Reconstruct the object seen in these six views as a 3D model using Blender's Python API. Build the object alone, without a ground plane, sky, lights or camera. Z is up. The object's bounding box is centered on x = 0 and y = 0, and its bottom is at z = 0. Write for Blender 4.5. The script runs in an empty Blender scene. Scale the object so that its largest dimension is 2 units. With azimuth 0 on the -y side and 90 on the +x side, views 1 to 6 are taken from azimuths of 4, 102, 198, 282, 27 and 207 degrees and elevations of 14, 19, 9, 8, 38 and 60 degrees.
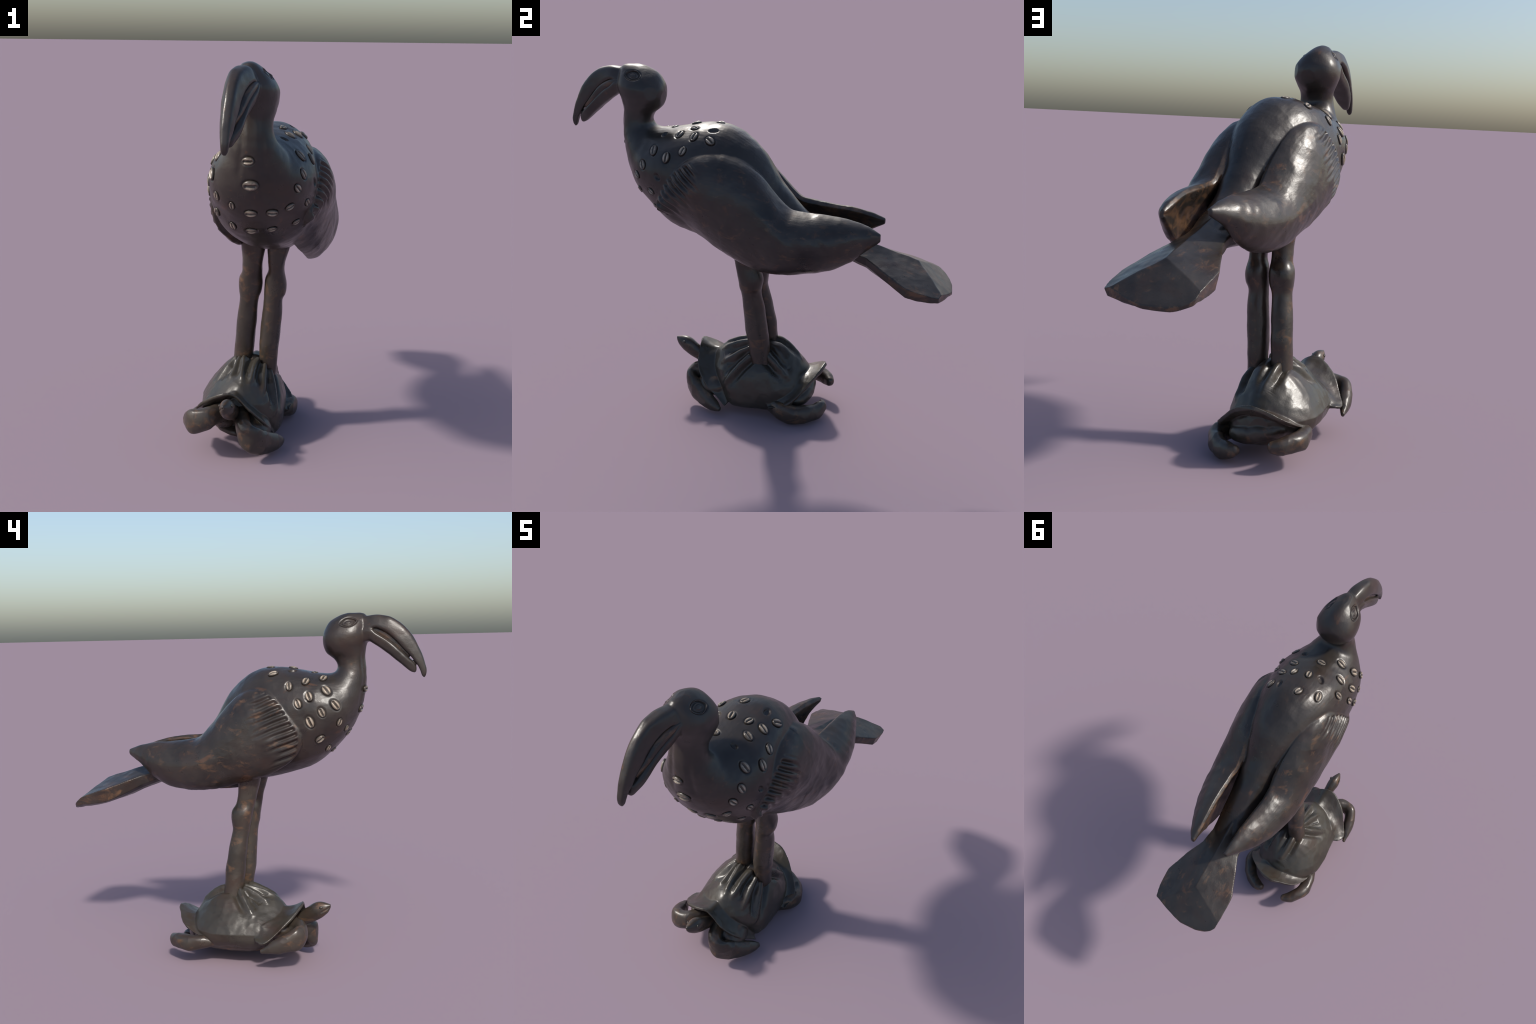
"""Carved dark-wood long-billed bird, set with cowrie shells, standing on a sea turtle."""
import bpy, bmesh, math, random
import numpy as np
from mathutils import Vector, Matrix, noise
from mathutils.bvhtree import BVHTree
from mathutils.kdtree import KDTree

random.seed(7)
TAU = 2 * math.pi
scene = bpy.context.scene

# ------------------------------------------------------------------ helpers
def catmull(rows, per_seg):
    """Smooth interpolation (uniform Catmull-Rom) through rows of parameters."""
    P = np.array(rows, float)
    P = np.vstack([2 * P[0] - P[1], P, 2 * P[-1] - P[-2]])
    out = []
    for i in range(1, len(P) - 2):
        p0, p1, p2, p3 = P[i - 1:i + 3]
        for k in range(per_seg):
            t = k / per_seg
            out.append(0.5 * (2 * p1 + (p2 - p0) * t + (2 * p0 - 5 * p1 + 4 * p2 - p3) * t * t
                              + (3 * p1 - p0 - 3 * p2 + p3) * t ** 3))
    out.append(P[-2])
    return np.array(out)

def linear(rows, per_seg):
    P = np.array(rows, float)
    out = [P[i] + (P[i + 1] - P[i]) * k / per_seg for i in range(len(P) - 1) for k in range(per_seg)]
    return np.array(out + [P[-1]])

def skin(rings, closed_ring=True):
    """Quads between successive rings, fan caps at both ends."""
    rings = [np.asarray(r) for r in rings]
    n = len(rings[0])
    verts = [tuple(p) for r in rings for p in r]
    faces = []
    for i in range(len(rings) - 1):
        for j in range(n):
            a, b = i * n + j, i * n + (j + 1) % n
            faces.append((a, b, b + n, a + n))
    for ring, off, flip in ((rings[0], 0, True), (rings[-1], (len(rings) - 1) * n, False)):
        c = len(verts)
        verts.append(tuple(ring.mean(0)))
        for j in range(n):
            a, b = off + j, off + (j + 1) % n
            faces.append((b, a, c) if flip else (a, b, c))
    return verts, faces

def mesh_from(name, verts, faces):
    me = bpy.data.meshes.new(name)
    me.from_pydata(verts, [], faces)
    bm = bmesh.new(); bm.from_mesh(me)
    bmesh.ops.recalc_face_normals(bm, faces=bm.faces)
    bm.to_mesh(me); bm.free()
    return me

def add(name, me, parent=None, mat=None, smooth=True):
    ob = bpy.data.objects.new(name, me)
    scene.collection.objects.link(ob)
    if parent: ob.parent = parent
    if mat:
        me.materials.clear(); me.materials.append(mat)
    if smooth:
        me.polygons.foreach_set("use_smooth", [True] * len(me.polygons))
    return ob

def evaluated(ob):
    dg = bpy.context.evaluated_depsgraph_get()
    dg.update()
    return bpy.data.meshes.new_from_object(ob.evaluated_get(dg))

def join_parts(parts):
    V, F = [], []
    for v, f in parts:
        o = len(V)
        V += list(v)
        F += [tuple(i + o for i in q) for q in f]
    return V, F

def remeshed(parts, voxel, smooth_iter, factor=0.5):
    """Union of closed parts as one soft-edged skin."""
    V, F = join_parts(parts)
    ob = add("tmp", mesh_from("tmp", V, F))
    r = ob.modifiers.new("r", 'REMESH'); r.mode = 'VOXEL'; r.voxel_size = voxel; r.adaptivity = 0
    if smooth_iter:
        s = ob.modifiers.new("s", 'SMOOTH'); s.factor = factor; s.iterations = smooth_iter
    me = evaluated(ob)
    bpy.data.objects.remove(ob)
    return me

def coords(me):
    a = np.empty(len(me.vertices) * 3); me.vertices.foreach_get("co", a); return a.reshape(-1, 3)
def normals(me):
    a = np.empty(len(me.vertices) * 3); me.vertices.foreach_get("normal", a); return a.reshape(-1, 3)
def set_coords(me, a):
    me.vertices.foreach_set("co", a.ravel()); me.update()

def sstep(a, b, x):
    t = np.clip((x - a) / (b - a), 0, 1); return t * t * (3 - 2 * t)

def spow(v, e):
    return math.copysign(abs(v) ** e, v)

def tube(rows, per_seg=8, n=28, up=(0, 0, 1), power=1.0):
    """Limb along a spine; rows: x y z half_side half_up.  Section upright to `up`."""
    S = catmull(rows, per_seg)
    up = np.array(up, float)
    rings = []
    for i, r in enumerate(S):
        d = S[min(i + 1, len(S) - 1)][:3] - S[max(i - 1, 0)][:3]
        d /= np.linalg.norm(d)
        side = np.cross(d, up); side /= np.linalg.norm(side)
        u = np.cross(side, d)
        rings.append([r[:3] + side * r[3] * spow(math.cos(a), power) + u * r[4] * spow(math.sin(a), power)
                      for a in (TAU * k / n for k in range(n))])
    # rounded ends
    def end(ring, c, direction):
        ring = np.array(ring); out = []
        rad = np.linalg.norm(ring - c, axis=1).min()
        for k in (1, 2, 3):
            t = k / 3 * math.pi / 2 * 0.95
            out.append(c + (ring - c) * math.cos(t) + direction * rad * 0.8 * math.sin(t))
        return out
    d0 = S[0][:3] - S[1][:3]; d0 /= np.linalg.norm(d0)
    d1 = S[-1][:3] - S[-2][:3]; d1 /= np.linalg.norm(d1)
    rings = end(rings[0], S[0][:3], d0)[::-1] + rings + end(rings[-1], S[-1][:3], d1)
    return skin(rings)

# ------------------------------------------------------------------ materials
def node(nt, kind, **kw):
    n = nt.nodes.new(kind)
    for k, v in kw.items():
        if k in n.inputs: n.inputs[k].default_value = v
        else: setattr(n, k, v)
    return n

def ramp(nt, fac, stops):
    r = nt.nodes.new("ShaderNodeValToRGB")
    while len(r.color_ramp.elements) < len(stops): r.color_ramp.elements.new(0.5)
    for e, (p, c) in zip(r.color_ramp.elements, stops):
        e.position = p; e.color = c if len(c) == 4 else (*c, 1)
    nt.links.new(fac, r.inputs[0])
    return r.outputs[0]

def noise_tex(nt, co, scale, detail=4, rough=0.55, stretch=(1, 1, 1), loc=(0, 0, 0), dist=0.0):
    m = node(nt, "ShaderNodeMapping")
    m.inputs["Scale"].default_value = stretch; m.inputs["Location"].default_value = loc
    nt.links.new(co, m.inputs[0])
    t = node(nt, "ShaderNodeTexNoise", Scale=scale, Detail=detail, Roughness=rough, Distortion=dist)
    nt.links.new(m.outputs[0], t.inputs["Vector"])
    return t.outputs["Fac"]

def mix(nt, fac, a, b):
    m = nt.nodes.new("ShaderNodeMix"); m.data_type = 'RGBA'
    if isinstance(fac, float): m.inputs[0].default_value = fac
    else: nt.links.new(fac, m.inputs[0])
    for sock, v in ((6, a), (7, b)):
        if isinstance(v, tuple): m.inputs[sock].default_value = (*v, 1)
        else: nt.links.new(v, m.inputs[sock])
    return m.outputs[2]

def wood(name, worn=0.0, dark=(0.019, 0.0158, 0.0138), pale=(0.042, 0.0345, 0.029), rust=(0.080, 0.040, 0.022),
         rough=0.30, spots=0.66):
    """Ebonised carved wood: near black, rubbed brown in patches and scuffs."""
    mat = bpy.data.materials.new(name); mat.use_nodes = True
    nt = mat.node_tree; bsdf = nt.nodes["Principled BSDF"]
    co = node(nt, "ShaderNodeTexCoord").outputs["Object"]
    broad = noise_tex(nt, co, 5.0, 5, 0.6)
    col = ramp(nt, broad, [(0.35, dark), (0.7, pale)])
    brown = noise_tex(nt, co, 4.2, 6, 0.65, (1, 0.8, 1), (7.3, 2.2, 9.1), 0.8)
    bm = ramp(nt, brown, [(0.50, (0, 0, 0)), (0.68, (0.8, 0.8, 0.8))])
    col = mix(nt, bm, col, (0.040, 0.0235, 0.0165))
    patches = noise_tex(nt, co, 13.0, 6, 0.62, (1, 0.7, 1), (3.1, 1.7, 0.4), 0.6)
    pm = ramp(nt, patches, [(spots, (0, 0, 0)), (spots + 0.07, (0.75, 0.75, 0.75))])
    col = mix(nt, pm, col, rust)
    scuff = noise_tex(nt, co, 40.0, 5, 0.7, (1, 0.35, 1), (0.3, 5.0, 2.0), 0.3)
    sm = ramp(nt, scuff, [(0.66, (0, 0, 0)), (0.74, (0.55, 0.55, 0.55))])
    col = mix(nt, sm, col, (0.11, 0.068, 0.042))
    if worn:
        w = noise_tex(nt, co, 22.0, 6, 0.65, (1, 0.5, 1), (1.0, 2.0, 7.0), 0.5)
        wm = ramp(nt, w, [(0.62 - 0.4 * worn, (0, 0, 0)), (0.80 - 0.4 * worn, (0.9, 0.9, 0.9))])
        col = mix(nt, wm, col, (0.125, 0.068, 0.036))
    nt.links.new(col, bsdf.inputs["Base Color"])
    rv = noise_tex(nt, co, 9.0, 5, 0.6, loc=(5, 1, 2))
    rr = ramp(nt, rv, [(0.3, (rough - 0.06,) * 3), (0.75, (rough + 0.16,) * 3)])
    nt.links.new(rr, bsdf.inputs["Roughness"])
    bsdf.inputs["Specular IOR Level"].default_value = 0.5
    b = node(nt, "ShaderNodeBump", Strength=0.12, Distance=0.01)
    grain = noise_tex(nt, co, 55.0, 5, 0.6, (1, 0.5, 1))
    nt.links.new(grain, b.inputs["Height"])
    nt.links.new(b.outputs[0], bsdf.inputs["Normal"])
    return mat

def shell_material():
    mat = bpy.data.materials.new("cowrie_shell"); mat.use_nodes = True
    nt = mat.node_tree; bsdf = nt.nodes["Principled BSDF"]
    co = node(nt, "ShaderNodeTexCoord").outputs["Object"]
    sep = node(nt, "ShaderNodeSeparateXYZ"); nt.links.new(co, sep.inputs[0])
    ab = node(nt, "ShaderNodeMath", operation='ABSOLUTE'); nt.links.new(sep.outputs[1], ab.inputs[0])
    mp = node(nt, "ShaderNodeMapping"); mp.inputs["Scale"].default_value = (2.0, 2.857, 0.0)
    nt.links.new(co, mp.inputs[0])
    ln = node(nt, "ShaderNodeVectorMath", operation='LENGTH'); nt.links.new(mp.outputs[0], ln.inputs[0])
    # outwards: pale lips, grubby margin; dark slit down the middle
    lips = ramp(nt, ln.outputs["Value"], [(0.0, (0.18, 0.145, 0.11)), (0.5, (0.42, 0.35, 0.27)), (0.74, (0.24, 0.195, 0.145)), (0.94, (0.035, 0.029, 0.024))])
    slit = ramp(nt, ab.outputs[0], [(0.05, (1, 1, 1)), (0.13, (0, 0, 0))])
    col = mix(nt, slit, lips, (0.045, 0.036, 0.028))
    oi = node(nt, "ShaderNodeObjectInfo")
    grime = noise_tex(nt, co, 6.0, 4)
    mul = node(nt, "ShaderNodeMath", operation='MULTIPLY', use_clamp=True)
    grime = ramp(nt, grime, [(0.3, (0, 0, 0)), (0.65, (1.0, 1.0, 1.0))]); nt.links.new(oi.outputs["Random"], mul.inputs[0])
    nt.links.new(grime, mul.inputs[1])
    col = mix(nt, mul.outputs[0], col, (0.06, 0.05, 0.042))
    nt.links.new(col, bsdf.inputs["Base Color"])
    bsdf.inputs["Roughness"].default_value = 0.32
    return mat

M_BODY = wood("ebonised_wood", spots=0.63)
M_WING = wood("rubbed_wood", worn=0.13, spots=0.61)
M_WORN = wood("worn_brown_wood", worn=0.42)
M_MOUTH = wood("mouth_wood", worn=0.38)
M_TURTLE = wood("turtle_wood", dark=(0.027, 0.0235, 0.018), pale=(0.050, 0.044, 0.035), spots=0.72)
M_LIMB = wood("flipper_wood", worn=0.21, dark=(0.027, 0.0225, 0.018), pale=(0.052, 0.042, 0.033), spots=0.65)
M_SHELL = shell_material()

# ------------------------------------------------------------------ bird: torso, neck, head
def body_ring(r, n=72):
    dy, dz, vy, vz, xc, hw, m, e = r
    D, V = np.array([dy, dz]), np.array([vy, vz])
    M = V + (D - V) * m
    ring = []
    for k in range(n):
        a = TAU * k / n
        c, s = math.cos(a), math.sin(a)
        lat = hw * spow(c, 2 / e)
        q = M + ((D - M) if s >= 0 else (V - M)) * abs(s) ** (2 / e)
        ring.append((xc + lat, q[0], q[1]))
    return ring

# dorsal y z | ventral y z | centre x | half width | height of widest point | squareness
TORSO = [
    (0.540, 1.040, 0.500, 0.955, 0.112, 0.076, 0.50, 2.0),
    (0.400, 1.105, 0.360, 0.945, 0.110, 0.098, 0.45, 2.0),
    (0.280, 1.178, 0.220, 0.940, 0.104, 0.108, 0.45, 2.0),
    (0.170, 1.303, 0.090, 0.950, 0.092, 0.120, 0.48, 2.0),
    (0.070, 1.457, -0.030, 0.962, 0.080, 0.165, 0.48, 2.0),
    (-0.030, 1.545, -0.130, 0.985, 0.060, 0.205, 0.47, 2.1),
    (-0.130, 1.591, -0.230, 1.010, 0.046, 0.225, 0.48, 2.15),
    (-0.240, 1.592, -0.330, 1.040, 0.032, 0.235, 0.50, 2.2),
    (-0.340, 1.577, -0.425, 1.080, 0.024, 0.235, 0.52, 2.2),
    (-0.430, 1.563, -0.518, 1.158, 0.014, 0.222, 0.52, 2.0),
    (-0.490, 1.558, -0.594, 1.247, 0.004, 0.192, 0.46, 1.95),
    (-0.520, 1.565, -0.648, 1.345, -0.004, 0.148, 0.44, 1.95),
    (-0.535, 1.582, -0.682, 1.470, -0.008, 0.107, 0.48, 2.1),
    (-0.536, 1.604, -0.686, 1.560, -0.009, 0.086, 0.50, 2.2),
    (-0.520, 1.632, -0.680, 1.640, -0.010, 0.083, 0.50, 2.2),
    (-0.482, 1.662, -0.688, 1.695, -0.014, 0.100, 0.56, 2.1),
    (-0.462, 1.700, -0.700, 1.735, -0.016, 0.112, 0.60, 2.15),
    (-0.458, 1.745, -0.706, 1.772, -0.017, 0.112, 0.62, 2.15),
    (-0.470, 1.785, -0.702, 1.812, -0.020, 0.093, 0.60, 2.1),
    (-0.500, 1.826, -0.695, 1.842, -0.024, 0.064, 0.54, 2.0),
    (-0.550, 1.857, -0.680, 1.863, -0.026, 0.034, 0.48, 2.0),
    (-0.590, 1.869, -0.655, 1.871, -0.026, 0.012, 0.50, 2.0),
]
torso_part = skin([body_ring(r) for r in catmull(TORSO, 6)])

# ------------------------------------------------------------------ wings
def wing_ring(r, side, n=30):
    """Section of a wing: convex outer face, nearly flat inner face between the top and bottom edges."""
    y, xt, zt, xo, zo, xb, zb, edge, tuck = r
    outer, inner = [], []
    for k in range(n):
        a = math.pi * k / (n - 1)
        if a <= math.pi / 2:
            x, z = xt + (xo - xt) * math.sin(a), zo + (zt - zo) * math.cos(a)
            t = a / (math.pi / 2); flat = 0.12 * min(1.0, max(0.0, (y + 0.05) / 0.2))
            x += (xt + (xo - xt) * t - x) * flat; z += (zt + (zo - zt) * t - z) * flat
        else:
            b = a - math.pi / 2
            x, z = xb + (xo - xb) * math.cos(b), zo + (zb - zo) * math.sin(b)
            t = b / (math.pi / 2)
            x += (xo + (xb - xo) * t - x) * tuck; z += (zo + (zb - zo) * t - z) * tuck
        outer.append((x, y, z))
    e = min(edge, 0.5 * (zt - zb))
    for k in range(n):
        f = k / (n - 1)
        x = xt - side * 0.45 * edge + (xb - xt) * f
        z = zt - 0.45 * e + (zb - zt + 0.9 * e) * f
        x += (xo - max(xt * side, xb * side) * side) * 0.30 * math.sin(math.pi * f) ** 1.5
        inner.append((x, y, z))
    return outer + inner[::-1]

# y | top x z | outermost x z | bottom x z | edge thickness | how flat the lower face is tucked under
WING_RIGHT = [
    (-0.456, 0.232, 1.235, 0.240, 1.210, 0.226, 1.188, 0.05, 0.2),
    (-0.436, 0.230, 1.275, 0.258, 1.226, 0.212, 1.170, 0.06, 0.4),
    (-0.398, 0.231, 1.345, 0.284, 1.260, 0.180, 1.140, 0.06, 0.6),
    (-0.330, 0.228, 1.425, 0.314, 1.285, 0.160, 1.088, 0.06, 0.65),
    (-0.250, 0.222, 1.468, 0.332, 1.290, 0.165, 1.036, 0.06, 0.5),
    (-0.150, 0.206, 1.481, 0.342, 1.270, 0.190, 0.984, 0.06, 0.2),
    (-0.050, 0.200, 1.463, 0.347, 1.230, 0.210, 0.940, 0.06, -0.05),
    (0.050, 0.202, 1.399, 0.354, 1.175, 0.222, 0.904, 0.05, -0.15),
    (0.130, 0.206, 1.309, 0.366, 1.122, 0.228, 0.890, 0.05, -0.1),
    (0.200, 0.210, 1.229, 0.372, 1.082, 0.230, 0.889, 0.040, 0.05),
    (0.270, 0.218, 1.212, 0.369, 1.072, 0.233, 0.896, 0.036, 0.1),
    (0.400, 0.225, 1.199, 0.350, 1.072, 0.250, 0.925, 0.034, 0.1),
    (0.500, 0.224, 1.186, 0.318, 1.082, 0.255, 0.970, 0.032, 0.1),
    (0.580, 0.227, 1.159, 0.284, 1.096, 0.250, 1.030, 0.030, 0.1),
    (0.652, 0.238, 1.121, 0.249, 1.104, 0.240, 1.084, 0.024, 0.0),
]
WING_LEFT = [
    (-0.370, -0.200, 1.262, -0.207, 1.225, -0.195, 1.190, 0.04, 0.1),
    (-0.345, -0.192, 1.310, -0.220, 1.232, -0.188, 1.150, 0.05, 0.2),
    (-0.300, -0.182, 1.370, -0.229, 1.242, -0.172, 1.105, 0.06, 0.3),
    (-0.250, -0.165, 1.428, -0.231, 1.242, -0.150, 1.065, 0.06, 0.3),
    (-0.180, -0.132, 1.482, -0.229, 1.217, -0.130, 1.027, 0.06, 0.3),
    (-0.080, -0.098, 1.480, -0.217, 1.175, -0.112, 0.994, 0.06, 0.3),
    (0.010, -0.064, 1.436, -0.206, 1.135, -0.102, 0.968, 0.06, 0.3),
    (0.090, -0.040, 1.360, -0.196, 1.110, -0.096, 0.949, 0.05, 0.3),
    (0.160, -0.026, 1.285, -0.187, 1.088, -0.092, 0.937, 0.05, 0.3),
    (0.230, -0.022, 1.221, -0.175, 1.072, -0.085, 0.932, 0.040, 0.3),
    (0.300, -0.018, 1.204, -0.158, 1.064, -0.072, 0.933, 0.036, 0.3),
    (0.400, 0.000, 1.193, -0.128, 1.062, -0.045, 0.946, 0.034, 0.3),
    (0.500, 0.015, 1.184, -0.085, 1.078, -0.018, 0.994, 0.032, 0.2),
    (0.590, 0.028, 1.164, -0.030, 1.110, 0.005, 1.070, 0.030, 0.1),
    (0.658, 0.036, 1.140, 0.026, 1.127, 0.034, 1.112, 0.024, 0.0),
]
wing_right_part = skin([wing_ring(r, 1) for r in catmull(WING_RIGHT, 6)])
wing_left_part = skin([wing_ring(r, -1) for r in catmull(WING_LEFT, 6)])

# ------------------------------------------------------------------ tail fan: two sloping facets and an end facet
# y | left x z | right x z | ridge x z | under z | edge depth
TAIL = [
    (0.380, 0.010, 1.040, 0.205, 1.038, 0.105, 1.105, 0.950, 0.045),
    (0.500, 0.010, 1.018, 0.203, 1.013, 0.108, 1.068, 0.950, 0.045),
    (0.585, 0.004, 0.993, 0.220, 0.990, 0.112, 1.042, 0.914, 0.052),
    (0.670, -0.026, 0.963, 0.277, 0.946, 0.120, 1.016, 0.878, 0.064),
    (0.780, -0.064, 0.924, 0.340, 0.890, 0.128, 0.982, 0.838, 0.074),
    (0.840, -0.064, 0.906, 0.344, 0.872, 0.132, 0.962, 0.822, 0.068),
    (0.900, -0.061, 0.886, 0.340, 0.856, 0.135, 0.942, 0.810, 0.056),
    (0.940, -0.057, 0.870, 0.332, 0.846, 0.138, 0.930, 0.803, 0.042),
    (0.958, -0.052, 0.862, 0.292, 0.862, 0.125, 0.924, 0.800, 0.030),
    (0.975, -0.036, 0.860, 0.242, 0.872, 0.115, 0.920, 0.799, 0.020),
    (0.990, -0.002, 0.866, 0.196, 0.876, 0.108, 0.915, 0.800, 0.020),
    (1.000, 0.048, 0.880, 0.150, 0.880, 0.102, 0.912, 0.803, 0.016),
]
def tail_ring(r):
    y, xl, zl, xr, zr, xm, zm, zu, dep = r
    end = 0.957 - 0.90 * (y - 0.841)                 # plane of the bevelled end facet
    zl, zr = min(zl, end), min(zr, end)
    ts = [k / 24 for k in range(24)]
    top = [((1 - t) * xl + t * xm, y, min(end, (1 - t) * zl + t * zm)) for t in ts] + \
          [((1 - t) * xm + t * xr, y, min(end, (1 - t) * zm + t * zr)) for t in ts + [1.0]]
    w = 0.04 * (xr - xl)
    bl = max(zu, zl - dep); br = max(zu - 0.002, zr - dep * 0.7)
    if y > 0.94: bl, br = min(bl, zu + 0.026), min(br, zu + 0.014)
    under = [(xr - w, y, br), (xr - 4 * w, y, (br + zu) / 2 - 0.004), (xm, y, zu - 0.004),
             (xl + 4 * w, y, (bl + zu) / 2 - 0.004), (xl + w, y, bl)]
    return top + under
tail_part = skin([tail_ring(r) for r in linear(TAIL, 20)])

# ------------------------------------------------------------------ beak
def beak_ring(r, n=40):
    """slab section between an upper and a lower profile point"""
    uy, uz, ly, lz, xc, w_top, w_low = r
    U, L = np.array([uy, uz]), np.array([ly, lz])
    ring = []
    for k in range(n):
        a = TAU * k / n
        c, s = spow(math.cos(a), 0.55), spow(math.sin(a), 0.55)
        t = 0.5 + 0.5 * s
        w = w_low + (w_top - w_low) * t
        q = L + (U - L) * t
        ring.append((xc + w * c, q[0], q[1]))
    return ring

# upper y z | lower y z | centre x | half width above, below
UPPER_BEAK = [
    (-0.640, 1.850, -0.640, 1.740, -0.030, 0.028, 0.060),
    (-0.690, 1.854, -0.700, 1.768, -0.036, 0.030, 0.061),
    (-0.746, 1.858, -0.735, 1.788, -0.045, 0.029, 0.059),
    (-0.787, 1.852, -0.766, 1.779, -0.054, 0.027, 0.055),
    (-0.829, 1.838, -0.800, 1.759, -0.063, 0.025, 0.051),
    (-0.864, 1.817, -0.828, 1.736, -0.069, 0.024, 0.048),
    (-0.897, 1.786, -0.858, 1.708, -0.074, 0.022, 0.044),
    (-0.929, 1.746, -0.888, 1.675, -0.078, 0.021, 0.040),
    (-0.956, 1.697, -0.918, 1.644, -0.082, 0.020, 0.035),
    (-0.979, 1.650, -0.943, 1.612, -0.085, 0.019, 0.030),
    (-0.992, 1.613, -0.955, 1.594, -0.087, 0.018, 0.025),
    (-1.000, 1.580, -0.966, 1.571, -0.088, 0.016, 0.020),
    (-0.998, 1.553, -0.976, 1.547, -0.089, 0.012, 0.014),
    (-0.991, 1.538, -0.985, 1.536, -0.089, 0.005, 0.006),
]
LOWER_BEAK = [
    (-0.660, 1.800, -0.640, 1.700, -0.030, 0.062, 0.052),
    (-0.716, 1.794, -0.700, 1.720, -0.037, 0.066, 0.053),
    (-0.746, 1.769, -0.722, 1.712, -0.042, 0.065, 0.052),
    (-0.792, 1.741, -0.765, 1.684, -0.052, 0.060, 0.048),
    (-0.837, 1.705, -0.805, 1.657, -0.061, 0.056, 0.044),
    (-0.882, 1.663, -0.850, 1.623, -0.068, 0.049, 0.039),
    (-0.914, 1.633, -0.888, 1.591, -0.073, 0.040, 0.032),
    (-0.937, 1.611, -0.915, 1.569, -0.078, 0.028, 0.022),
    (-0.948, 1.588, -0.935, 1.560, -0.080, 0.019, 0.015),
    (-0.949, 1.570, -0.944, 1.561, -0.081, 0.010, 0.008),
]
upper_beak_part = skin([beak_ring(r) for r in catmull(UPPER_BEAK, 5)])
lower_beak_part = skin([beak_ring(r) for r in catmull(LOWER_BEAK, 5)])

# ------------------------------------------------------------------ one carved skin for the bird
bird_sources = [("torso", torso_part), ("wing", wing_right_part), ("wing", wing_left_part), ("tail", tail_part),
                ("upper_beak", upper_beak_part), ("lower_beak", lower_beak_part)]
bird_me = remeshed([p for _, p in bird_sources], 0.0042, 7, 0.5)

trees = [BVHTree.FromPolygons([Vector(v) for v in p[0]], [list(f) for f in p[1]]) for _, p in bird_sources]

def nearest_source(co):
    best, bi = 1e9, 0
    for i, t in enumerate(trees):
        h = t.find_nearest(co, 0.03)
        if h[0] is not None and h[3] < best - 1e-5:
            best, bi = h[3], i
    return bi

co = coords(bird_me)
v_src = np.array([nearest_source(Vector(c)) for c in co])

# give back the crispness that smoothing took, away from the junctions (facets of the tail, tips of wings and beak)
def snap(src_id, keep):
    sel = np.where(v_src == src_id)[0]
    for i in sel:
        p = Vector(co[i])
        other = min((t.find_nearest(p, 0.05)[3] or 0.05) for j, t in enumerate(trees) if j != src_id)
        w = keep * min(1.0, max(0.0, (other - 0.012) / 0.025))
        if w > 0:
            q = trees[src_id].find_nearest(p)[0]
            co[i] = co[i] + (np.array(q) - co[i]) * w
for src_id, keep in ((3, 1.0), (1, 0.6), (2, 0.6), (4, 0.8), (5, 0.8), (0, 0.6)): snap(src_id, keep)
set_coords(bird_me, co)

# -- carved feather grooves fanning back from the front of each wing
def groove_displace(co, nor, src_id, side, front, slope, pitch, length, depth):
    """front: (y,z) points down the leading edge; parallel flutes run back and down from it at `slope`"""
    S = catmull(front, 24)
    q_edge = S[:, 1] + slope * S[:, 0]
    order = np.argsort(q_edge)
    sel = np.where(v_src == src_id)[0]
    y, z = co[sel][:, 1], co[sel][:, 2]
    q = z + slope * y + 0.0015 * np.sin(35 * y)
    run = (y - np.interp(q, q_edge[order], S[order, 0])) * math.sqrt(1 + slope * slope)
    t = (q - q_edge.min()) / (q_edge.max() - q_edge.min())
    wave = np.clip(0.5 + 0.62 * np.cos(TAU * q / pitch + 0.7 * np.sin(11 * q)), 0, 1)
    L = length * (0.55 + 0.45 * np.sin(math.pi * np.clip(t, 0, 1)) + 0.10 * np.sin(TAU * q / pitch * 0.37))
    fade = sstep(0.010, 0.022, run) * (1 - sstep(0.35 * L, L, run)) * sstep(0.0, 0.05, t) * (1 - sstep(0.93, 1.0, t))
    amt = np.where(nor[sel][:, 0] * side > 0.1, depth * wave * fade, 0)
    co[sel] -= nor[sel] * amt[:, None]

nor = normals(bird_me)
groove_displace(co, nor, 1, 1, [(-0.270, 1.457), (-0.331, 1.425), (-0.381, 1.376), (-0.425, 1.315), (-0.456, 1.253),
                                (-0.463, 1.199), (-0.413, 1.146)], 0.80, 0.046, 0.19, 0.015)
groove_displace(co, nor, 2, -1, [(-0.182, 1.480), (-0.255, 1.420), (-0.292, 1.373), (-0.322, 1.326), (-0.352, 1.284),
                                 (-0.366, 1.237), (-0.359, 1.183), (-0.337, 1.140), (-0.280, 1.090)], 0.40, 0.036, 0.24, 0.012)

# -- knife-work unevenness over the whole bird
def uneven(co, nor, amp, freq, seed):
    off = Vector((seed, seed * 1.7, -seed))
    h = np.array([noise.noise(Vector(c) * freq + off) for c in co])
    co += nor * (h * amp)[:, None]
def scoops(co, nor, amp, freq, seed):
    """shallow adze scoops meeting in soft ridges"""
    off = Vector((seed, -seed, 2 * seed))
    h = np.empty(len(co))
    for i, c in enumerate(co):
        h[i] = noise.voronoi(Vector(c) * freq + off)[0][0]
    co += nor * ((np.minimum(h, 1.0) ** 2 - 0.25) * amp)[:, None]
uneven(co, nor, 0.0035, 9.0, 3.0)
broad = v_src < 3
bc = co[broad]; scoops(bc, nor[broad], 0.0035, 10.0, 4.0); co[broad] = bc
uneven(co, nor, 0.0012, 26.0, 8.0)
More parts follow.
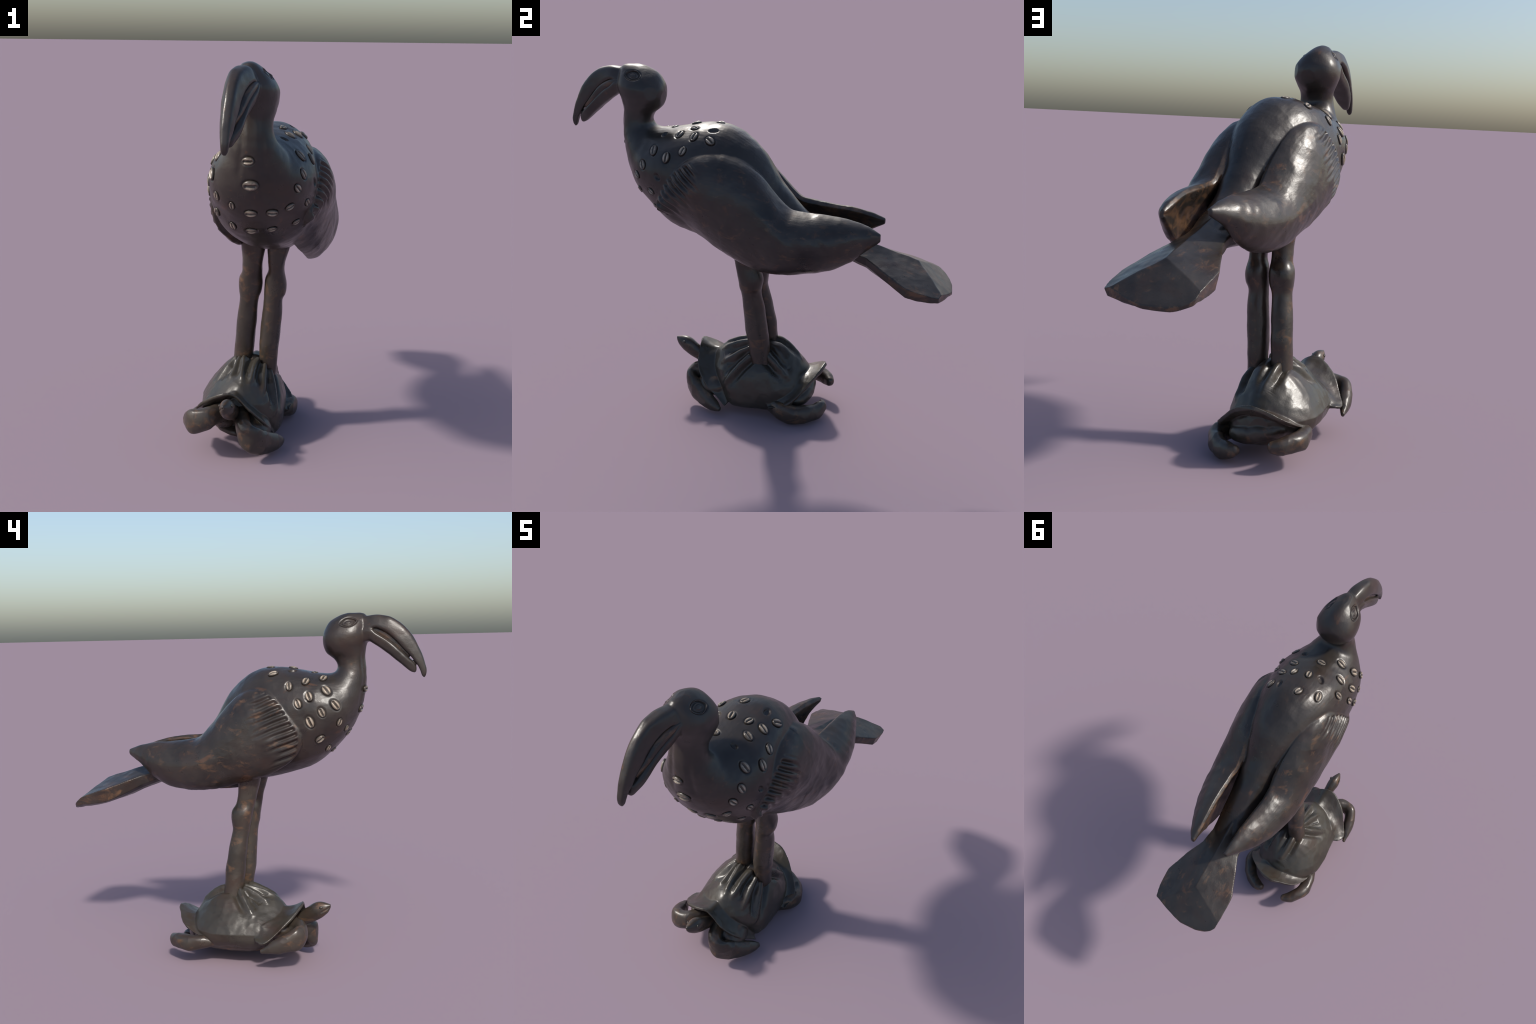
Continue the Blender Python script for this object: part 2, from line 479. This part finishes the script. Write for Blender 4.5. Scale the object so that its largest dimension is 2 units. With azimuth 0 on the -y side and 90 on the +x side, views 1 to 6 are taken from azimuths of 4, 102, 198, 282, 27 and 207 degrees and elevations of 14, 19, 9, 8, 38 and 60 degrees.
# flat knife facets on the crown and back of the head
hd = np.where((co[:, 2] > 1.66) & (v_src == 0))[0]
FACETS = [((0.55, 0.45, 0.70), 0.106), ((-0.60, 0.45, 0.66), 0.108), ((0.85, 0.50, 0.10), 0.112), ((-0.85, 0.52, 0.12), 0.116),
          ((0.10, 0.95, -0.20), 0.112), ((0.75, -0.10, 0.65), 0.098), ((-0.75, -0.10, 0.65), 0.102), ((0.0, 0.80, 0.60), 0.118)]
hc = np.array([-0.018, -0.570, 1.755])
for n_, d_ in FACETS:
    n_ = np.array(n_) / np.linalg.norm(n_)
    over = (co[hd] - hc) @ n_ - d_
    co[hd] -= n_ * (np.maximum(over, 0) * 0.8)[:, None]
# two soft creases bound the flat front plane of the neck
nk = np.where((v_src == 0) & (co[:, 1] < -0.57) & (co[:, 2] > 1.36) & (co[:, 2] < 1.70))[0]
d_ = np.abs(co[nk][:, 0] + 0.010) - (0.042 + 0.10 * np.maximum(0, 1.55 - co[nk][:, 2]))
f_ = sstep(1.36, 1.45, co[nk][:, 2]) * (1 - sstep(1.63, 1.69, co[nk][:, 2]))
co[nk] -= nor[nk] * (0.0055 * np.exp(-(d_ / 0.014) ** 2) * f_)[:, None]
# long shallow gouges down the rear of the wings
for sid in (1, 2):
    sel = np.where((v_src == sid) & (co[:, 1] > -0.12))[0]
    g = np.array([noise.noise(Vector((p[0] * 14, (p[1] * 0.55 - p[2] * 0.83) * 5, (p[1] * 0.83 + p[2] * 0.55) * 28 + 3 * sid))) for p in co[sel]])
    co[sel] += nor[sel] * (0.0018 * g)[:, None]
set_coords(bird_me, co)

# -- seats for the cowrie shells: x y z on the skin | angle of the slit from level, degrees | length
COWRIES = [
    (-0.208, -0.476, 1.366, 116, 0.056), (-0.210, -0.415, 1.317, 115, 0.068), (-0.186, -0.544, 1.403, 127, 0.064), (-0.203, -0.352, 1.411, 113, 0.054),
    (-0.024, -0.682, 1.477, 2, 0.054), (-0.192, -0.408, 1.448, 114, 0.060), (-0.015, -0.664, 1.371, 2, 0.070), (0.230, -0.396, 1.455, 86, 0.056),
    (-0.081, -0.202, 1.562, 24, 0.058), (0.020, -0.170, 1.594, 14, 0.051), (0.220, -0.315, 1.487, 72, 0.050), (-0.159, -0.299, 1.500, 102, 0.055),
    (-0.162, -0.494, 1.476, 119, 0.064), (-0.174, -0.462, 1.225, 42, 0.056), (0.191, -0.183, 1.535, 136, 0.056), (-0.093, -0.471, 1.536, 75, 0.057),
    (0.000, -0.412, 1.564, 21, 0.052), (-0.166, -0.563, 1.312, 79, 0.046), (0.020, -0.294, 1.587, 94, 0.052), (-0.130, -0.383, 1.523, 70, 0.058),
    (0.200, -0.529, 1.408, 113, 0.050), (0.178, -0.567, 1.352, 136, 0.046), (0.073, -0.587, 1.249, 178, 0.052), (-0.018, -0.590, 1.244, 3, 0.056),
    (0.146, -0.567, 1.272, 34, 0.045), (0.167, -0.270, 1.549, 87, 0.056), (0.101, -0.283, 1.577, 3, 0.048), (0.185, -0.473, 1.480, 112, 0.060),
    (0.069, -0.515, 1.165, 16, 0.042), (0.171, -0.481, 1.193, 33, 0.040), (0.218, -0.486, 1.279, 134, 0.042), (0.135, -0.352, 1.552, 91, 0.054),
    (-0.020, -0.511, 1.154, 6, 0.052), (-0.101, -0.494, 1.172, 86, 0.046), (-0.098, -0.590, 1.276, 86, 0.040),
]
# seats whose shell has dropped out
EMPTY_SEATS = [(0.247, -0.441, 1.361, 132, 0.044), (-0.049, -0.300, 1.574, 20, 0.054), (0.137, -0.178, 1.574, 2, 0.054), (0.111, -0.436, 1.543, 110, 0.042)]

def skin_frame(tree, p, angle):
    loc, n, _, _ = tree.find_nearest(Vector(p))
    h = Vector((0, 0, 1)).cross(n).normalized(); v = n.cross(h)
    a = math.radians(angle)
    x = h * math.cos(a) + v * math.sin(a)
    return loc, x, n.cross(x), n

bird_tree = BVHTree.FromPolygons([Vector(c) for c in co], [list(p.vertices) for p in bird_me.polygons])
nor = normals(bird_me)
seats = [(skin_frame(bird_tree, c[:3], c[3]), c[4]) for c in COWRIES]
holes = [(skin_frame(bird_tree, c[:3], c[3]), c[4]) for c in EMPTY_SEATS]
def oval(co, fr, a, b):
    loc, x, y, n = (np.array(v) for v in fr)
    d = co - loc
    r = np.sqrt(((d @ x) / a) ** 2 + ((d @ y) / b) ** 2)
    r[np.abs(d @ n) > 0.05] = 9
    return r
dent = np.zeros(len(co))
for fr, L in seats: dent -= 0.0035 * (1 - sstep(0.95, 1.3, oval(co, fr, L * 0.5, L * 0.36)))
for fr, L in holes: dent -= 0.012 * (1 - sstep(0.55, 1.05, oval(co, fr, L * 0.5, L * 0.34)))
# almond eyes sunk in the sides of the head
EYES = [((0.047, -0.606, 1.822), 1), (( -0.090, -0.600, 1.821), -1)]
eye_frames = []
for p, side in EYES:
    loc, n, _, _ = bird_tree.find_nearest(Vector(p))
    fwd = Vector((0, -1, 0.42)); fwd = (fwd - n * fwd.dot(n)).normalized()
    fr = (loc, fwd, n.cross(fwd), n)
    eye_frames.append(fr)
    dent -= 0.008 * (1 - sstep(0.85, 1.08, oval(co, fr, 0.046, 0.031)))
# brow and cheek planes: a soft step behind the beak
co += nor * dent[:, None]
set_coords(bird_me, co)

# ------------------------------------------------------------------ split the skin into named parts
def split_skin(me, face_label, labels, parent, materials):
    vn = normals(me).copy()
    C = coords(me)
    polys = [tuple(p.vertices) for p in me.polygons]
    obs = {}
    for li, (key, name) in enumerate(labels):
        fs = [polys[i] for i in np.where(face_label == li)[0]]
        if not fs: continue
        used = sorted({v for f in fs for v in f})
        remap = {v: i for i, v in enumerate(used)}
        part = bpy.data.meshes.new(name)
        part.from_pydata([tuple(C[v]) for v in used], [], [tuple(remap[v] for v in f) for f in fs])
        part.polygons.foreach_set("use_smooth", [True] * len(part.polygons))
        part.normals_split_custom_set_from_vertices([tuple(vn[v]) for v in used])
        ob = add(name, part, parent, materials[key], smooth=False)
        obs[key] = ob
    return obs

def empty(name, loc=(0, 0, 0)):
    e = bpy.data.objects.new(name, None); e.location = loc; e.empty_display_size = 0.1
    scene.collection.objects.link(e); return e

figure = empty("bird_on_turtle_figure")
figure["label"] = "dark carved wooden bird with cowrie shells standing on a sea turtle"
figure["category"] = "wood carving"

fc = np.empty(len(bird_me.polygons) * 3); bird_me.polygons.foreach_get("center", fc); fc = fc.reshape(-1, 3)
polyv = [tuple(p.vertices) for p in bird_me.polygons]
f_src = np.array([max(set(s), key=s.count) for s in ([int(v_src[v]) for v in f] for f in polyv)])
lab = np.zeros(len(fc), int)          # 0 torso 1 neck 2 head 3 wing R 4 wing L 5 tail 6 upper beak 7 lower beak
neck_line = fc[:, 2] - 1.50 - 0.55 * (fc[:, 1] + 0.60)
lab[(f_src == 0) & (neck_line > 0) & (fc[:, 1] < -0.44)] = 1
lab[(f_src == 0) & (fc[:, 2] > 1.650 - 0.15 * (fc[:, 1] + 0.6)) & (fc[:, 1] < -0.40)] = 2
for s, l in ((1, 3), (2, 4), (3, 5), (4, 6), (5, 7)): lab[f_src == s] = l
LABELS = [("torso", "torso"), ("neck", "neck"), ("head", "head"), ("wing_r", "wing"), ("wing_l", "wing"),
          ("tail", "tail"), ("beak_u", "upper_beak"), ("beak_l", "lower_beak")]
MATS = dict(torso=M_BODY, neck=M_BODY, head=M_BODY, wing_r=M_WING, wing_l=M_WING, tail=M_WING, beak_u=M_BODY, beak_l=M_BODY)
bird_parts = split_skin(bird_me, lab, LABELS, figure, MATS)
bird_tree = BVHTree.FromPolygons([Vector(c) for c in co], [list(f) for f in polyv])
bpy.context.view_layer.update()

def wear_faces(ob, mat, test):
    """bare brown wood where use has rubbed the stain away"""
    me = ob.data; me.materials.append(mat)
    for p in me.polygons:
        if test(p.center, p.normal): p.material_index = 1
for key, side in (("wing_r", 1), ("wing_l", -1)):
    wear_faces(bird_parts[key], M_WORN, lambda c, n, s=side: c.y > 0.12 and n.x * s < -0.35 and abs(n.z) < 0.75)
wear_faces(bird_parts["tail"], M_WORN, lambda c, n: c.y > 0.70 and abs(n.z) < 0.45)

# cowrie shells: oval, two curled lips either side of a slit (unit length, scaled per seat)
def cowrie_mesh(nr=14, na=40):
    verts, faces = [(0, 0, 0)], []
    def height(x, y):
        r = min(1.0, math.hypot(x / 0.5, y / 0.35))
        dome = (1 - r ** 2.6) ** 0.55 * 0.25
        slit = math.exp(-(y / 0.105) ** 2) * (1 - sstep(0.28, 0.42, abs(x)))
        return dome - 0.19 * float(slit) - 0.03
    verts[0] = (0, 0, height(0, 0))
    for i in range(1, nr + 1):
        rr = (i / nr) ** 0.8
        for k in range(na):
            a = TAU * k / na
            x, y = 0.5 * rr * math.cos(a), 0.35 * rr * math.sin(a)
            verts.append((x, y, height(x, y)))
    for k in range(na):
        faces.append((0, 1 + k, 1 + (k + 1) % na))
    for i in range(nr - 1):
        for k in range(na):
            a, b = 1 + i * na + k, 1 + i * na + (k + 1) % na
            faces.append((a, a + na, b + na, b))
    # closed underside
    base = len(verts)
    for k in range(na):
        a = TAU * k / na
        verts.append((0.42 * math.cos(a), 0.28 * math.sin(a), -0.14))
    o = 1 + (nr - 1) * na
    for k in range(na):
        faces.append((o + k, base + k, base + (k + 1) % na, o + (k + 1) % na))
    faces.append(tuple(range(base, base + na))[::-1])
    me = mesh_from("cowrie_shell", verts, faces)
    me.materials.append(M_SHELL)
    me.polygons.foreach_set("use_smooth", [True] * len(me.polygons))
    return me
cowrie = cowrie_mesh()
for fr, L in seats:
    loc, x, y, n = fr
    ob = bpy.data.objects.new("cowrie_shell", cowrie)
    scene.collection.objects.link(ob)
    ob.parent = bird_parts["torso"]
    k = random.uniform(0.92, 1.06)
    M = Matrix((x * L, y * L * k, n * L * random.uniform(0.7, 1.0))).transposed().to_4x4()
    M.translation = loc + n * (0.0005 - 0.002 * random.random())
    ob.matrix_world = M

# eyes: pupil boss inside a double almond ring
def ring_height(r):
    pts = [(0, 0.0100), (0.3, 0.0088), (0.42, 0.0050), (0.50, 0.0050), (0.60, 0.0066), (0.68, 0.0060), (0.77, 0.0012),
           (0.83, 0.0014), (0.93, 0.0085), (1.02, 0.0085), (1.12, -0.002)]
    return float(np.interp(r, [p[0] for p in pts], [p[1] for p in pts]))
for fr in eye_frames:
    loc, x, y, n = fr
    nr, na = 30, 72
    verts, faces = [], []
    for i in range(nr + 1):
        r = 1.12 * i / nr
        for k in range(na):
            a = TAU * k / na
            c, sn = math.cos(a), math.sin(a)
            pt = 1 - 0.30 * c * c * min(1, r * 1.6)          # pointed corners, round pupil
            p = loc + x * (0.045 * r * c) + y * (0.029 * r * sn * pt)
            hit = bird_tree.ray_cast(p + n * 0.05, -n, 0.12)
            q = hit[0] if hit[0] is not None else p
            verts.append(tuple(q + n * (ring_height(r) - 0.003)))
    for i in range(nr):
        for k in range(na):
            a, b = i * na + k, i * na + (k + 1) % na
            faces.append((a, a + na, b + na, b))
    me = mesh_from("eye", verts, faces)
    add("eye", me, bird_parts["head"], M_BODY)

# worn wooden core seen in the open mouth
TONGUE = [(-0.690, 1.800, -0.690, 1.765, -0.026, 0.050, 0.050), (-0.745, 1.795, -0.745, 1.755, -0.034, 0.047, 0.047),
          (-0.815, 1.760, -0.805, 1.712, -0.049, 0.040, 0.040), (-0.870, 1.705, -0.862, 1.668, -0.062, 0.031, 0.031),
          (-0.920, 1.650, -0.908, 1.630, -0.074, 0.018, 0.016)]
v, f = skin([beak_ring(r, 24) for r in catmull(TONGUE, 5)])
add("tongue", mesh_from("tongue", v, f), figure, M_MOUTH)

# ------------------------------------------------------------------ legs
def leg_part(rows, n=36):
    rings = []
    for z, x0, x1, y0, y1 in catmull(rows, 7):
        rings.append([((x0 + x1) / 2 + (x1 - x0) / 2 * spow(math.cos(a), 0.9), (y0 + y1) / 2 + (y1 - y0) / 2 * spow(math.sin(a), 0.9), z)
                      for a in (TAU * k / n for k in range(n))])
    return skin(rings)
# z | x from to | y from to
LEG_LEFT = [(1.060, -0.105, 0.020, -0.125, 0.010), (0.980, -0.100, 0.018, -0.112, 0.010), (0.900, -0.095, 0.002, -0.094, 0.012),
            (0.855, -0.096, 0.000, -0.082, 0.022), (0.820, -0.112, 0.002, -0.074, 0.044), (0.785, -0.117, 0.004, -0.068, 0.050),
            (0.745, -0.115, -0.003, -0.058, 0.045), (0.705, -0.110, -0.018, -0.050, 0.042), (0.620, -0.121, -0.024, -0.039, 0.061),
            (0.500, -0.133, -0.033, -0.029, 0.080), (0.390, -0.143, -0.043, -0.015, 0.090), (0.300, -0.150, -0.050, -0.005, 0.098)]
LEG_RIGHT = [(1.060, 0.028, 0.150, -0.150, -0.010), (0.980, 0.026, 0.132, -0.130, 0.000), (0.900, 0.031, 0.113, -0.106, 0.012),
             (0.860, 0.031, 0.110, -0.100, 0.022), (0.820, 0.016, 0.118, -0.094, 0.038), (0.785, 0.011, 0.122, -0.088, 0.043),
             (0.745, 0.011, 0.117, -0.082, 0.036), (0.705, 0.011, 0.101, -0.074, 0.032), (0.620, 0.001, 0.100, -0.067, 0.046),
             (0.500, -0.011, 0.091, -0.060, 0.057), (0.400, -0.012, 0.081, -0.048, 0.066), (0.270, -0.012, 0.072, -0.030, 0.070)]
legs = []
for rows in (LEG_LEFT, LEG_RIGHT):
    me = remeshed([leg_part(rows)], 0.004, 2)
    c = coords(me); nn = normals(me)
    uneven(c, nn, 0.003, 12.0, 5.0); scoops(c, nn, 0.002, 15.0, 6.0); set_coords(me, c)
    legs.append(add("leg", me, figure, M_LIMB))

# ------------------------------------------------------------------ turtle
TILT = math.radians(11)
CT, ST = math.cos(TILT), math.sin(TILT)
# cross-section of the carapace at its middle, seen from the front (x, z): steep left flank, flat crown, rounder right flank
SHELL_SECTION = [(-0.296, 0.188), (-0.268, 0.238), (-0.238, 0.278), (-0.203, 0.318), (-0.165, 0.356), (-0.112, 0.392), (-0.055, 0.405),
                 (0.000, 0.393), (0.045, 0.352), (0.080, 0.302), (0.106, 0.243), (0.120, 0.180), (0.121, 0.120), (0.108, 0.060),
                 (0.050, 0.036), (-0.040, 0.048), (-0.130, 0.070), (-0.205, 0.086), (-0.258, 0.108), (-0.290, 0.146)]
_sec = catmull(SHELL_SECTION + SHELL_SECTION[:1], 4)[:-1]
def shell_ring(r):
    y, xc, sx, up, down = r
    ring = []
    for x, z in _sec:
        zc = 0.165 - 0.11 * (x + 0.085)          # the turtle leans: its left flank stands higher
        zz = zc + (z - zc) * (up if z > zc else down)
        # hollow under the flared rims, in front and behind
        cut = max(0.0, 0.24 - zz) * (0.0 if y > 0 else 0.5) * (max(0.0, y - 0.12) - max(0.0, -y - 0.14)) / 0.15
        h = max(0.0, (z - zc) / 0.24)
        pinch = 1 - 0.22 * h * h * min(1.0, max(0.0, abs(y - 0.02) - 0.04) / 0.12)
        ring.append((xc + (x + 0.085) * sx * pinch, y - cut, zz))
    return ring
# y | centre x | width factor | height factor above, below
CARAPACE = [
    (-0.290, -0.110, 0.22, 0.25, 0.45), (-0.270, -0.108, 0.45, 0.45, 0.62), (-0.240, -0.100, 0.66, 0.62, 0.76), (-0.195, -0.094, 0.83, 0.76, 0.88),
    (-0.150, -0.090, 0.92, 0.87, 0.95), (-0.075, -0.086, 0.98, 0.965, 1.0), (0.000, -0.085, 1.0, 1.0, 1.0), (0.090, -0.084, 1.0, 0.98, 1.0),
    (0.130, -0.083, 0.96, 0.92, 0.98), (0.170, -0.080, 0.88, 0.79, 0.94), (0.205, -0.078, 0.78, 0.63, 0.88), (0.235, -0.074, 0.64, 0.47, 0.80),
    (0.262, -0.070, 0.44, 0.30, 0.65), (0.280, -0.070, 0.22, 0.16, 0.42),
]
carapace_part = skin([shell_ring(r) for r in catmull(CARAPACE, 6)])

def rim_part(crease, edge, lift, per=10, nacross=8, t0=0.030, t1=0.012):
    """flared rim plate between the crease on the dome and the free edge"""
    A, B = catmull(crease, per), catmull(edge, per)
    m = min(len(A), len(B)); rings = []
    for i in range(m):
        a, b = A[i], B[i]
        ia, ib = max(i - 1, 0), min(i + 1, m - 1)
        nrm = np.cross(B[ib] - B[ia], b - a); nrm /= np.linalg.norm(nrm) + 1e-9
        if nrm @ (a - np.array([-0.085, 0.0, 0.10])) < 0: nrm = -nrm
        a_in = a + (a - b) * 0.25
        top, bot = [], []
        for k in range(nacross):
            s = k / (nacross - 1)
            p = a_in + (b - a_in) * s - nrm * lift * math.sin(math.pi * s)
            th = t0 + (t1 - t0) * s
            top.append(p); bot.append(p - nrm * th)
        rings.append(top + bot[::-1])
    return skin(rings)

rim_front = rim_part(
    [(-0.280, -0.105, 0.195), (-0.268, -0.165, 0.226), (-0.215, -0.220, 0.262), (-0.160, -0.245, 0.290), (-0.100, -0.245, 0.310),
     (-0.030, -0.230, 0.250), (0.040, -0.200, 0.165), (0.082, -0.160, 0.070)],
    [(-0.318, -0.125, 0.170), (-0.336, -0.185, 0.168), (-0.262, -0.296, 0.268), (-0.180, -0.350, 0.330), (-0.105, -0.353, 0.333),
     (-0.018, -0.352, 0.250), (0.050, -0.300, 0.162), (0.096, -0.178, 0.048)], 0.010)
rim_rear = rim_part(
    [(-0.275, 0.090, 0.180), (-0.245, 0.160, 0.200), (-0.180, 0.225, 0.222), (-0.110, 0.250, 0.238), (-0.038, 0.255, 0.240),
     (0.040, 0.225, 0.222), (0.105, 0.140, 0.155), (0.128, 0.060, 0.100)],
    [(-0.274, 0.105, 0.155), (-0.257, 0.206, 0.165), (-0.209, 0.294, 0.212), (-0.127, 0.338, 0.260), (-0.060, 0.353, 0.280),
     (0.044, 0.308, 0.235), (0.152, 0.188, 0.126), (0.149, 0.074, 0.090)], 0.012, t1=0.020)
def ellipsoid(c, r, tilt=TILT, nu=40, nv=24):
    rings = []
    for i in range(1, nv):
        b = -math.pi / 2 + math.pi * i / nv
        y = r[1] * math.sin(b)
        ring = []
        for k in range(nu):
            a = TAU * k / nu
            lx, lz = r[0] * math.cos(b) * math.cos(a), r[2] * math.cos(b) * math.sin(a)
            ring.append((c[0] + lx * math.cos(tilt) + lz * math.sin(tilt), c[1] + y, c[2] - lx * math.sin(tilt) + lz * math.cos(tilt)))
        rings.append(ring)
    return skin(rings)
plastron_part = join_parts([ellipsoid((-0.090, 0.0, 0.092), (0.175, 0.275, 0.052), math.radians(9)),
                            ellipsoid((-0.060, 0.205, 0.125), (0.150, 0.095, 0.062), math.radians(14)),      # rump under the rear rim
                            ellipsoid((-0.024, -0.250, 0.140), (0.095, 0.098, 0.060), math.radians(24)),     # shoulders under the front rim
                            ellipsoid((-0.190, -0.235, 0.180), (0.085, 0.080, 0.050), math.radians(24))])

TURTLE_SRC = [("carapace", carapace_part), ("rim", rim_front), ("rim", rim_rear), ("plastron", plastron_part)]
turtle_me = remeshed([p for _, p in TURTLE_SRC], 0.0034, 6, 0.5)
tco, tn = coords(turtle_me), normals(turtle_me)
scoops(tco, tn, 0.004, 12.0, 9.0); uneven(tco, tn, 0.004, 9.0, 12.0); uneven(tco, tn, 0.0016, 30.0, 2.0)
# bird toes gripping the crown of the shell: foot (0 left, 1 right) | base | middle | tip
TOES = [
    (0, (-0.130, -0.005, 0.395), (-0.175, -0.040, 0.350), (-0.224, -0.092, 0.280)),
    (0, (-0.110, -0.030, 0.400), (-0.130, -0.095, 0.385), (-0.158, -0.165, 0.340)),
    (0, (-0.085, -0.030, 0.405), (-0.085, -0.110, 0.385), (-0.082, -0.202, 0.335)),
    (0, (-0.095, 0.075, 0.405), (-0.085, 0.125, 0.370), (-0.062, 0.215, 0.290)),
    (1, (-0.015, -0.045, 0.395), (-0.035, -0.110, 0.370), (-0.050, -0.195, 0.320)),
    (1, (0.020, -0.050, 0.370), (0.015, -0.115, 0.325), (0.008, -0.185, 0.265)),
    (1, (0.055, -0.045, 0.345), (0.072, -0.110, 0.270), (0.075, -0.178, 0.165)),
    (1, (0.060, 0.055, 0.370), (0.095, 0.120, 0.330), (0.105, 0.195, 0.250)),
]
base_tree = BVHTree.FromPolygons([Vector(c) for c in tco], [list(p.vertices) for p in turtle_me.polygons])
toe_lines = []
for foot, *pts in TOES:
    line = catmull(pts, 40)
    toe_lines.append((foot, np.array([tuple(base_tree.find_nearest(Vector(p))[0]) for p in line])))
def line_dist(P, line):
    d = np.linalg.norm(P[:, None, :] - line[None], axis=2)
    k = d.argmin(1)
    return d[np.arange(len(P)), k], k / (len(line) - 1)
near = (tco[:, 2] > 0.13) & (np.abs(tco[:, 1]) < 0.26)
valley = np.zeros(near.sum()); crest = np.zeros(near.sum())
for foot, line in toe_lines:
    d, t = line_dist(tco[near], line)
    fade = (1 - 0.35 * t) * (1 - 0.6 * sstep(0.85, 1.0, t))
    crest = np.maximum(crest, fade * np.exp(-(d / (0.018 - 0.006 * t)) ** 2.2))
    valley = np.maximum(valley, fade * np.exp(-((d - 0.034) / 0.016) ** 2) * (1 - sstep(0.6, 1.0, t)))
tco[near] += tn[near] * (0.013 * crest - 0.020 * valley * (1 - crest))[:, None]
set_coords(turtle_me, tco)
t_trees = [BVHTree.FromPolygons([Vector(v) for v in p[0]], [list(f) for f in p[1]]) for _, p in TURTLE_SRC]
tpoly = [tuple(p.vertices) for p in turtle_me.polygons]
tc = np.empty(len(tpoly) * 3); turtle_me.polygons.foreach_get("center", tc); tc = tc.reshape(-1, 3)
def t_near(c):
    d = [(t.find_nearest(c)[3]) for t in t_trees]
    return int(np.argmin(d))
tl = np.array([t_near(Vector(c)) for c in tc])
turtle = empty("turtle"); turtle.parent = figure
# the toes are carved out of the same skin: their crests become parts of the bird's legs
TURTLE_LABELS = [("c", "carapace"), ("f", "shell_rim"), ("r", "shell_rim"), ("p", "plastron")]
for k, (foot, line) in enumerate(toe_lines):
    d, t = line_dist(tc, line)
    tl[(tl == 0) & (d < 0.021 - 0.008 * t)] = 4 + k
    TURTLE_LABELS.append(("t%d" % k, "toe"))
turtle_parts = split_skin(turtle_me, tl, TURTLE_LABELS, turtle,
                          {key: (M_LIMB if key == "p" else M_TURTLE) for key, _ in TURTLE_LABELS})
for k, (foot, line) in enumerate(toe_lines):
    if "t%d" % k in turtle_parts: turtle_parts["t%d" % k].parent = legs[foot]
turtle_tree = BVHTree.FromPolygons([Vector(c) for c in tco], [list(f) for f in tpoly])

# flippers: x y z | half side | half up
FLIPPERS = [
    [(-0.150, -0.250, 0.215, 0.040, 0.048), (-0.208, -0.338, 0.218, 0.038, 0.050), (-0.255, -0.360, 0.203, 0.036, 0.056),
     (-0.298, -0.345, 0.188, 0.036, 0.060), (-0.320, -0.300, 0.168, 0.034, 0.052), (-0.334, -0.235, 0.144, 0.026, 0.034),
     (-0.345, -0.165, 0.124, 0.012, 0.014)],
    [(-0.080, -0.240, 0.200, 0.035, 0.050), (-0.060, -0.360, 0.172, 0.037, 0.054), (-0.022, -0.382, 0.130, 0.037, 0.062),
     (0.020, -0.346, 0.094, 0.037, 0.060), (0.060, -0.290, 0.067, 0.034, 0.050), (0.096, -0.236, 0.050, 0.028, 0.036), (0.119, -0.203, 0.042, 0.014, 0.016)],
    [(0.060, 0.070, 0.085, 0.040, 0.040), (0.130, 0.145, 0.072, 0.040, 0.048), (0.143, 0.205, 0.060, 0.038, 0.052),
     (0.122, 0.265, 0.056, 0.037, 0.050), (0.076, 0.318, 0.053, 0.034, 0.044), (0.028, 0.342, 0.060, 0.029, 0.035), (0.006, 0.347, 0.067, 0.022, 0.024)],
    [(-0.225, 0.105, 0.135, 0.035, 0.032), (-0.256, 0.185, 0.128, 0.037, 0.037), (-0.260, 0.250, 0.122, 0.037, 0.043),
     (-0.241, 0.300, 0.120, 0.036, 0.043), (-0.202, 0.347, 0.116, 0.031, 0.037), (-0.167, 0.368, 0.113, 0.025, 0.028)],
]
for i, rows in enumerate(FLIPPERS):
    me = remeshed([tube(rows, power=0.9)], 0.0036, 4)
    c, nn = coords(me), normals(me)
    uneven(c, nn, 0.005, 14.0, 20.0 + 3 * i); scoops(c, nn, 0.007, 16.0, 3.0 + i); set_coords(me, c)
    add("flipper", me, turtle, M_LIMB)

# turtle head and neck
me = remeshed([tube([(-0.100, -0.240, 0.190, 0.040, 0.040), (-0.112, -0.330, 0.232, 0.028, 0.036), (-0.122, -0.395, 0.268, 0.030, 0.043),
                     (-0.132, -0.440, 0.298, 0.034, 0.044), (-0.139, -0.475, 0.314, 0.024, 0.032), (-0.143, -0.502, 0.327, 0.008, 0.010)])],
              0.003, 3)
c, nn = coords(me), normals(me)
mouth = np.array([(-0.143, -0.506, 0.326), (-0.160, -0.480, 0.306), (-0.166, -0.458, 0.292)])
for sx in (1, -1):
    line = catmull([(-0.143 + sx * (p[0] + 0.143) + (0 if sx == 1 else -0.0), p[1], p[2]) for p in mouth], 12)
    d, t = line_dist(c, line)
    c -= nn * (0.005 * np.exp(-(d / 0.0045) ** 2))[:, None]
set_coords(me, c)
turtle_head = add("head", me, turtle, M_LIMB)
head_tree = BVHTree.FromPolygons([Vector(p) for p in c], [list(p.vertices) for p in me.polygons])
for ex in (-0.175, -0.095):
    loc, n, _, _ = head_tree.find_nearest(Vector((ex, -0.455, 0.322)))
    v, f = ellipsoid(tuple(loc), (0.006, 0.010, 0.008), 0, 20, 12)
    add("eye", mesh_from("eye", v, f), turtle, M_TURTLE)

print("tris", sum(len(p.vertices) - 2 for o in scene.objects if o.type == 'MESH' for p in o.data.polygons))
